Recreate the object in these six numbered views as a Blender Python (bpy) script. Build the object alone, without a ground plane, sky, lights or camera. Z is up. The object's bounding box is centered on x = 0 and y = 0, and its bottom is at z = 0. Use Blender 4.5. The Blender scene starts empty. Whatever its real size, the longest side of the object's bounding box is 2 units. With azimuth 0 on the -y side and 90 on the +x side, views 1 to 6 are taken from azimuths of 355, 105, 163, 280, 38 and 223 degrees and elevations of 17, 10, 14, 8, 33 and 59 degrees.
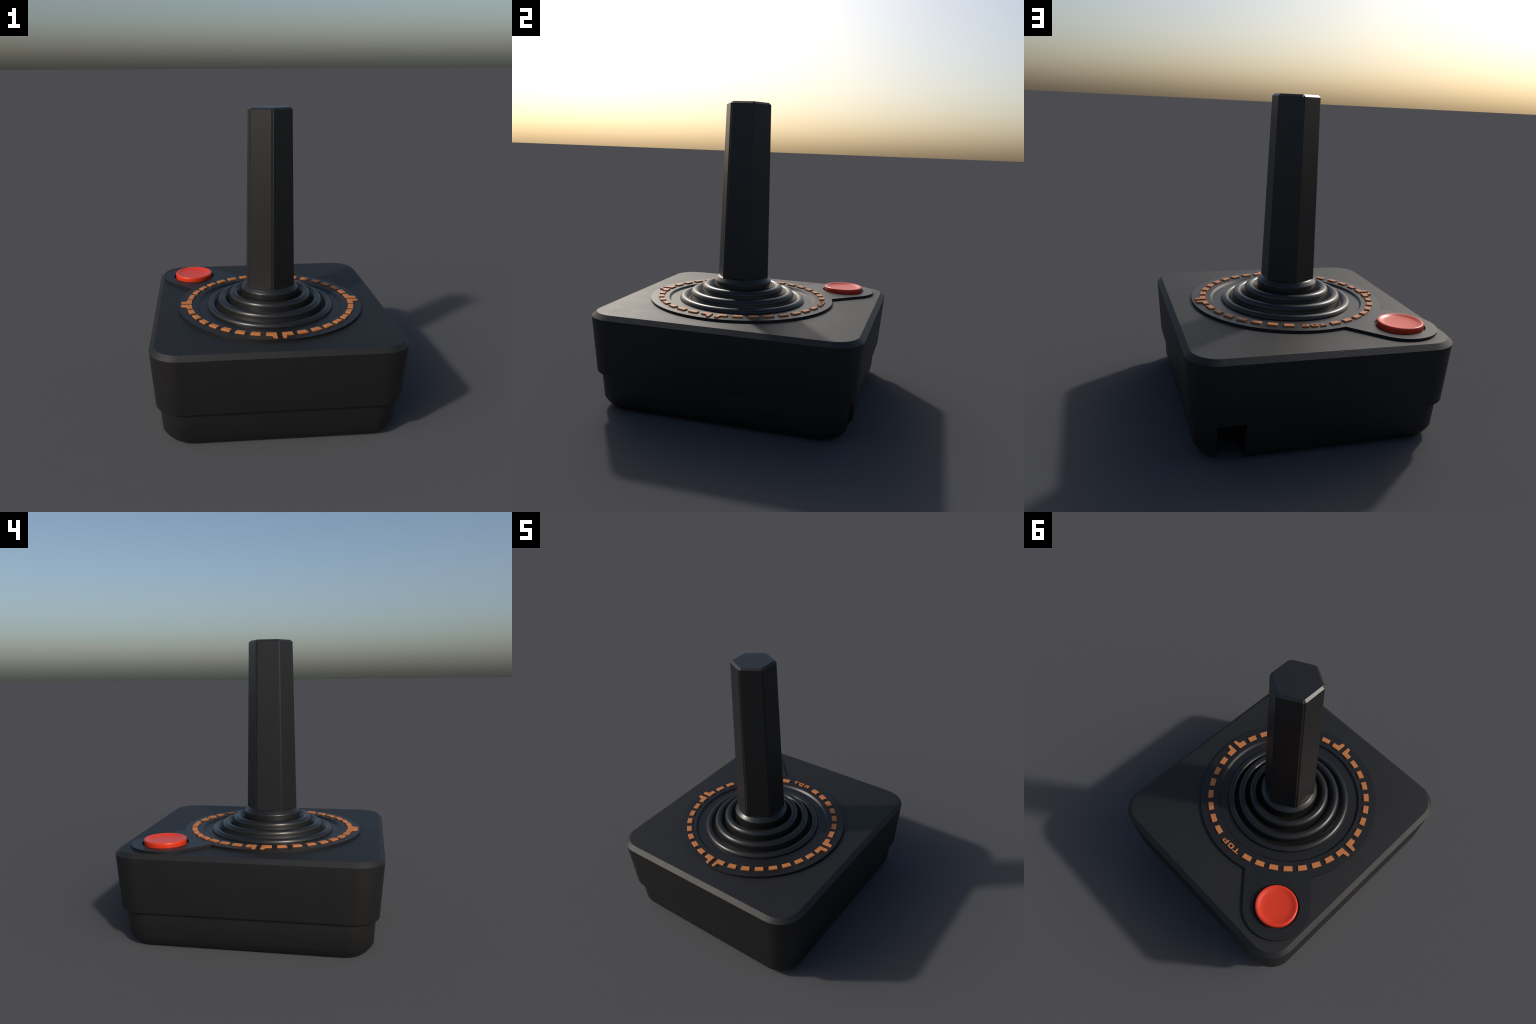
import bpy, bmesh, math
from mathutils import Vector

# ------------------------------------------------------------------ helpers
def new_object(name, bm, material, parent=None, angle=30.0, smooth=True):
    bmesh.ops.recalc_face_normals(bm, faces=bm.faces)
    mesh = bpy.data.meshes.new(name)
    bm.to_mesh(mesh)
    bm.free()
    for poly in mesh.polygons:
        poly.use_smooth = smooth
    if smooth:
        mesh.set_sharp_from_angle(angle=math.radians(angle))
    mesh.materials.append(material)
    ob = bpy.data.objects.new(name, mesh)
    bpy.context.scene.collection.objects.link(ob)
    if parent:
        ob.parent = parent
    return ob


def rounded_rectangle(hx, hy, r, z, n=14):
    pts = []
    for k, (sx, sy) in enumerate([(1, 1), (-1, 1), (-1, -1), (1, -1)]):
        for i in range(n + 1):
            a = (k + i / n) * math.pi / 2
            pts.append(Vector((sx * (hx - r) + r * math.cos(a),
                               sy * (hy - r) + r * math.sin(a), z)))
    return pts


def loft(bm, rings, cap=True):
    rows = [[bm.verts.new(p) for p in ring] for ring in rings]
    n = len(rows[0])
    for a, b in zip(rows, rows[1:]):
        for i in range(n):
            bm.faces.new((a[i], a[(i + 1) % n], b[(i + 1) % n], b[i]))
    if cap:
        bm.faces.new(rows[0])
        bm.faces.new(rows[-1])
    return rows


def lathe(bm, profile, centre, n=128, cap_first=False, cap_last=False):
    rings = [[Vector((centre[0] + r * math.cos(2 * math.pi * i / n),
                      centre[1] + r * math.sin(2 * math.pi * i / n), z))
              for i in range(n)] for r, z in profile]
    rows = loft(bm, rings, cap=False)
    if cap_first:
        bm.faces.new(rows[0])
    if cap_last:
        bm.faces.new(rows[-1])


def arc(cx, cz, r, a0, a1, n):
    """points of an arc in the (radius, height) half plane, degrees"""
    return [(cx + r * math.cos(math.radians(a0 + (a1 - a0) * i / n)),
             cz + r * math.sin(math.radians(a0 + (a1 - a0) * i / n)))
            for i in range(n + 1)]


def prism(bm, loops, z0, z1, chamfer=0.0):
    """flat piece with an outline (first loop) and holes, from z0 up to z1"""
    edges = []
    for k, loop in enumerate(loops):
        n = len(loop)
        lo = [bm.verts.new((x, y, z0)) for x, y in loop]
        if chamfer and k == 0:
            # outward normal of a counter-clockwise outline, miter offset
            top = []
            for i in range(n):
                p, q, s = (Vector(loop[i - 1]), Vector(loop[i]), Vector(loop[(i + 1) % n]))
                d1, d2 = (q - p).normalized(), (s - q).normalized()
                n1, n2 = Vector((-d1.y, d1.x)), Vector((-d2.y, d2.x))
                m = n1 + n2
                m = m / max(0.3, m.dot(n1)) if m.length > 1e-6 else n1
                top.append(q + m * chamfer)
            mid = [bm.verts.new((x, y, z1 - chamfer)) for x, y in loop]
            hi = [bm.verts.new((p.x, p.y, z1)) for p in top]
            rows = [lo, mid, hi]
        else:
            hi = [bm.verts.new((x, y, z1)) for x, y in loop]
            rows = [lo, hi]
        for a, b in zip(rows, rows[1:]):
            for i in range(n):
                bm.faces.new((a[i], a[(i + 1) % n], b[(i + 1) % n], b[i]))
        for i in range(n):
            edges.append(bm.edges.get((hi[i], hi[(i + 1) % n])))
    bmesh.ops.triangle_fill(bm, use_beauty=True, use_dissolve=False, edges=edges)


# ---------------------------------------------------------------- materials
def plastic(name, colour, roughness, spec=0.5, grain=0.0, grain_scale=110.0,
            vary=0.0, rough_vary=0.0, coat=0.0):
    mat = bpy.data.materials.new(name)
    mat.use_nodes = True
    nt = mat.node_tree
    bsdf = nt.nodes["Principled BSDF"]
    bsdf.inputs["Roughness"].default_value = roughness
    bsdf.inputs["Specular IOR Level"].default_value = spec
    bsdf.inputs["Coat Weight"].default_value = coat
    coord = nt.nodes.new("ShaderNodeTexCoord")
    noise = nt.nodes.new("ShaderNodeTexNoise")
    noise.inputs["Scale"].default_value = 7.0
    noise.inputs["Detail"].default_value = 6.0
    nt.links.new(coord.outputs["Object"], noise.inputs["Vector"])
    ramp = nt.nodes.new("ShaderNodeValToRGB")
    ramp.color_ramp.elements[0].position = 0.3
    ramp.color_ramp.elements[1].position = 0.7
    ramp.color_ramp.elements[0].color = [c * (1 - vary) for c in colour] + [1]
    ramp.color_ramp.elements[1].color = [c * (1 + vary) for c in colour] + [1]
    nt.links.new(noise.outputs["Fac"], ramp.inputs["Fac"])
    nt.links.new(ramp.outputs["Color"], bsdf.inputs["Base Color"])
    if rough_vary:
        mr = nt.nodes.new("ShaderNodeMapRange")
        mr.inputs["From Min"].default_value = 0.3
        mr.inputs["From Max"].default_value = 0.7
        mr.inputs["To Min"].default_value = roughness - rough_vary
        mr.inputs["To Max"].default_value = roughness + rough_vary
        nt.links.new(noise.outputs["Fac"], mr.inputs["Value"])
        nt.links.new(mr.outputs["Result"], bsdf.inputs["Roughness"])
    if grain:
        fine = nt.nodes.new("ShaderNodeTexNoise")
        fine.inputs["Scale"].default_value = grain_scale
        fine.inputs["Detail"].default_value = 2.0
        nt.links.new(coord.outputs["Object"], fine.inputs["Vector"])
        bump = nt.nodes.new("ShaderNodeBump")
        bump.inputs["Strength"].default_value = grain
        bump.inputs["Distance"].default_value = 0.004
        nt.links.new(fine.outputs["Fac"], bump.inputs["Height"])
        nt.links.new(bump.outputs["Normal"], bsdf.inputs["Normal"])
    return mat


case_black = plastic("case_black_plastic", (0.0055, 0.0055, 0.0054), 0.57, spec=0.5,
                     grain=0.30, grain_scale=165, vary=0.06, rough_vary=0.02)
stick_black = plastic("stick_black_plastic", (0.0115, 0.0116, 0.0120), 0.38, vary=0.03)
plate_black = plastic("plate_black_plastic", (0.0066, 0.0067, 0.0070), 0.43, vary=0.03)
rubber_black = plastic("boot_black_rubber", (0.0095, 0.0095, 0.0095), 0.33, vary=0.03)
mark_orange = plastic("mark_orange_paint", (0.45, 0.155, 0.042), 0.55, vary=0.03)
button_red = plastic("button_red_plastic", (0.63, 0.039, 0.011), 0.34, vary=0.02)

# ------------------------------------------------------------ the thing
root = bpy.data.objects.new("game_joystick", None)
bpy.context.scene.collection.objects.link(root)
root["label"] = "black retro game joystick with red button and orange marks"
root["category"] = "game controller"

# ------------------------------------------------------------ case
HX, HY, CORNER = 0.8015, 0.8730, 0.184          # widest outline of the case


def case_ring(inset, z, radius, lean=0.0):
    """outline of the case at a height; lean moves the -x wall outwards"""
    ring = rounded_rectangle(HX - inset + lean / 2, HY - inset, radius, z)
    return [p - Vector((lean / 2, 0, 0)) for p in ring]


bm = bmesh.new()
loft(bm, [case_ring(0.10, 0.2455, 0.130),
          case_ring(0.0400, 0.2455, 0.164, 0.003),
          case_ring(0.0320, 0.2462, 0.168, 0.003),
          case_ring(0.0282, 0.2490, 0.171, 0.003),
          case_ring(0.0272, 0.2530, 0.172, 0.003),
          case_ring(0.0000, 0.6130, 0.1840),
          case_ring(0.0315, 0.6410, 0.1525)])
upper_case = new_object("upper_case", bm, case_black, root, angle=25)

bm = bmesh.new()
loft(bm, [case_ring(0.160, 0.0000, 0.110),
          case_ring(0.1300, 0.0000, 0.130, 0.003),
          case_ring(0.1120, 0.0060, 0.142, 0.003),
          case_ring(0.0985, 0.0145, 0.150, 0.003),
          case_ring(0.0845, 0.0310, 0.160, 0.003),
          case_ring(0.0700, 0.0520, 0.168, 0.003),
          case_ring(0.0610, 0.0700, 0.171, 0.003),
          case_ring(0.0500, 0.2440, 0.168, 0.003),
          case_ring(0.0500, 0.2550, 0.168, 0.003)])
lower_case = new_object("lower_case", bm, case_black, root, angle=40)

# cable slot at the back of the lower case
bm = bmesh.new()
bmesh.ops.create_cube(bm, size=1.0)
for v in bm.verts:
    v.co = Vector((0.471 if v.co.x < 0 else 0.636,
                   0.400 if v.co.y < 0 else 1.000,
                   -0.10 if v.co.z < 0 else 0.2385))
cutter = new_object("slot_cutter", bm, case_black, None, smooth=False)
boo = lower_case.modifiers.new("slot", 'BOOLEAN')
boo.object = cutter
boo.operation = 'DIFFERENCE'
boo.solver = 'EXACT'
dg = bpy.context.evaluated_depsgraph_get()
cut_mesh = bpy.data.meshes.new_from_object(lower_case.evaluated_get(dg))
lower_case.modifiers.clear()
lower_case.data = cut_mesh
for p in cut_mesh.polygons:
    p.use_smooth = True
cut_mesh.set_sharp_from_angle(angle=math.radians(40))
bpy.data.objects.remove(cutter, do_unlink=True)

# ------------------------------------------------------------ control plate
CX, CY = 0.0, -0.0735                 # axis of the stick
BX, BY = -0.535, 0.5663               # axis of the fire button
PLATE_TOP, PLATE_LOW = 0.6570, 0.6360
DISC_R, LUG_R, HOLE_R = 0.6370, 0.2245, 0.1550
RECESS_R = 0.5118


def circle(cx, cy, r, n):
    return [(cx + r * math.cos(2 * math.pi * i / n),
             cy + r * math.sin(2 * math.pi * i / n)) for i in range(n)]


# outline: round disc, then a lug with straight sides round the button
d0, d1 = math.radians(149.4), math.radians(360 + 107.6)      # disc part
outline = [(CX + DISC_R * math.cos(d0 + (d1 - d0) * i / 130),
            CY + DISC_R * math.sin(d0 + (d1 - d0) * i / 130)) for i in range(131)]
l0, l1 = math.radians(44.0), math.radians(222.4)
outline += [(BX + LUG_R * math.cos(l0 + (l1 - l0) * i / 40),
             BY + LUG_R * math.sin(l0 + (l1 - l0) * i / 40)) for i in range(41)]

bm = bmesh.new()
prism(bm, [outline, circle(BX, BY, HOLE_R, 72), circle(CX, CY, RECESS_R, 144)],
      PLATE_LOW, PLATE_TOP)
# sloping edge and floor of the round recess under the boot
lathe(bm, [(RECESS_R, PLATE_TOP), (0.5010, 0.6450), (0.4995, 0.6435), (0.36, 0.6435)],
      (CX, CY), n=144)
bmesh.ops.remove_doubles(bm, verts=bm.verts, dist=1e-5)
plate = new_object("control_plate", bm, plate_black, root, angle=30)

# ------------------------------------------------------------ orange marks
MARK_LOW, MARK_TOP = PLATE_TOP - 0.004, PLATE_TOP + 0.0095
R_IN, R_OUT = 0.5470, 0.5835


def polar(r, a):
    return (r * math.cos(math.radians(a)), r * math.sin(math.radians(a)))


def sweep(r, a0, a1, n):
    return [polar(r, a0 + (a1 - a0) * i / n) for i in range(n + 1)]


# a dash is a short sector of the ring
bm = bmesh.new()
prism(bm, [sweep(R_OUT, -3.15, 3.15, 6) + sweep(R_IN, 3.0, -3.0, 6)],
      MARK_LOW, MARK_TOP, chamfer=0.0015)
dash = new_object("direction_dash", bm, mark_orange, plate, smooth=False)
dash_mesh = dash.data

# half of an arrow: a dash with a spike that points outwards along the axis
GAP = 0.0172
half = ([(0.6195, GAP), (0.6195, 0.0385), (0.5825, 0.0465)]
        + sweep(R_OUT, 5.6, 8.45, 4) + sweep(R_IN, 8.4, 2.2, 6) + [(R_IN, GAP)])
for name, sign in (("arrow_half", 1), ("arrow_half", -1)):
    pts = [(x, y * sign) for x, y in half]
    if sign < 0:
        pts.reverse()
    bm = bmesh.new()
    prism(bm, [pts], MARK_LOW, MARK_TOP, chamfer=0.0015)
    first = new_object(name, bm, mark_orange, plate, smooth=False)
    for k, base in enumerate((180, 270, 0)):
        ob = first if k == 0 else first.copy()
        if k:
            bpy.context.scene.collection.objects.link(ob)
            ob.parent = plate
        ob.location = (CX, CY, 0)
        ob.rotation_euler = (0, 0, math.radians(base))

# 36 places of ten degrees; arrows and the lettering take two each
angles = [q + 5 + 10 * k for q in (0, 90, 180, 270) for k in range(1, 8)]
for k, a in enumerate(angles):
    ob = dash if k == 0 else dash.copy()
    if k:
        bpy.context.scene.collection.objects.link(ob)
        ob.parent = plate
    ob.location = (CX, CY, 0)
    ob.rotation_euler = (0, 0, math.radians(a))


# ------------------------------------------------------------ lettering
def round_box(x0, y0, x1, y1, r, n=4):
    pts = []
    for k, (cx, cy) in enumerate([(x1 - r, y1 - r), (x0 + r, y1 - r),
                                  (x0 + r, y0 + r), (x1 - r, y0 + r)]):
        for i in range(n + 1):
            a = (k + i / n) * math.pi / 2
            pts.append((cx + r * math.cos(a), cy + r * math.sin(a)))
    return pts


H, W, S = 0.0350, 0.0385, 0.0085      # letter height, width, stroke
h, w = H / 2, W / 2
shapes = {
    # T as one outline: bar on top of a stem
    "letter_t": (95.8, [[(-w - .002, h - .0075), (-S / 2, h - .0075), (-S / 2, -h + .002),
                         (-S / 2 + .002, -h), (S / 2 - .002, -h), (S / 2, -h + .002),
                         (S / 2, h - .0075), (w + .002, h - .0075), (w + .002, h), (-w - .002, h)]]),
    "letter_o": (90.65, [round_box(-w - .001, -h, w + .001, h, .007),
                         round_box(-w + S, -h + S - .0005, w - S, h - S + .0005, .0025)[::-1]]),
    "letter_p": (85.0, [[(-w, -h), (-w + S, -h), (-w + S, -h + .0115), (w - .007, -h + .0115),
                         (w - .002, -h + .0135), (w, -h + .0185), (w, h - .007),
                         (w - .002, h - .002), (w - .007, h), (-w, h)],
                        round_box(-w + S, -h + .0115 + .0072, w - S + .001, h - .0072, .002)[::-1]]),
}
for name, (ang, loops) in shapes.items():
    bm = bmesh.new()
    prism(bm, loops, MARK_LOW, MARK_TOP - 0.0005)
    ob = new_object(name, bm, mark_orange, plate, smooth=False)
    x, y = polar(0.5685, ang)
    ob.location = (CX + x, CY + y, 0)
    ob.rotation_euler = (0, 0, math.radians(ang - 90))

# ------------------------------------------------------------ rubber boot
bm = bmesh.new()
prof = [(0.4384, 0.6380)]
prof += arc(0.4384 - 0.0280, 0.6445, 0.0280, 0, 150, 18)
prof += [(0.3790, 0.650), (0.3720, 0.642), (0.3660, 0.648)]
prof += arc(0.3635 - 0.0300, 0.6830, 0.0300, 0, 150, 20)
prof += [(0.2970, 0.686), (0.2900, 0.676), (0.2855, 0.682)]
prof += arc(0.2828 - 0.0300, 0.7232, 0.0300, 0, 150, 20)
prof += [(0.2155, 0.724), (0.2075, 0.712), (0.2020, 0.718)]
prof += [(0.1995, 0.735), (0.1993, 0.778)]
prof += arc(0.1993 - 0.012, 0.778, 0.012, 12, 48, 6)
prof += [(0.1790, 0.8065), (0.1740, 0.8100), (0.1660, 0.8125), (0.1400, 0.815)]
lathe(bm, prof, (CX, CY), n=144)
boot = new_object("rubber_boot", bm, rubber_black, root, angle=50)


# ------------------------------------------------------------ stick
def hex_ring(R, z, cut, notch, shift):
    """hexagon whose corners are replaced by a fine V groove"""
    pts = []
    for i in range(6):
        a = math.radians(30 + 60 * i)
        c = Vector((math.cos(a), math.sin(a), 0)) * R
        p = Vector((math.cos(a - math.pi / 3), math.sin(a - math.pi / 3), 0)) * R
        q = Vector((math.cos(a + math.pi / 3), math.sin(a + math.pi / 3), 0)) * R
        A = c + (p - c).normalized() * cut
        B = c + (q - c).normalized() * cut
        M = (A + B) / 2 - c.normalized() * notch
        for v in (A, M, B):
            pts.append(Vector((CX + v.x, CY + shift + v.y, z)))
    return pts


bm = bmesh.new()
loft(bm, [hex_ring(0.1840, 0.7800, 0.0098, 0.0028, 0.001),
          hex_ring(0.1597, 1.9868, 0.0096, 0.0028, 0.0035),
          hex_ring(0.1422, 2.0000, 0.0040, 0.0010, 0.0035)])
stick = new_object("stick", bm, stick_black, root, smooth=False)

# ------------------------------------------------------------ fire button
bm = bmesh.new()
prof = [(0.1375, 0.6300), (0.1405, 0.6480), (0.1418, 0.6760)]
prof += arc(0.1418 - 0.0090, 0.6785, 0.0090, 0, 90, 8)
prof += [(0.1270, 0.6868), (0.1200, 0.6846), (0.1120, 0.6812), (0.1030, 0.6786),
         (0.0880, 0.6768), (0.0700, 0.6755), (0.0450, 0.6745), (0.0200, 0.6740),
         (0.0060, 0.6739)]
lathe(bm, prof, (BX, BY), n=72, cap_first=True, cap_last=True)
button = new_object("fire_button", bm, button_red, root, angle=50)
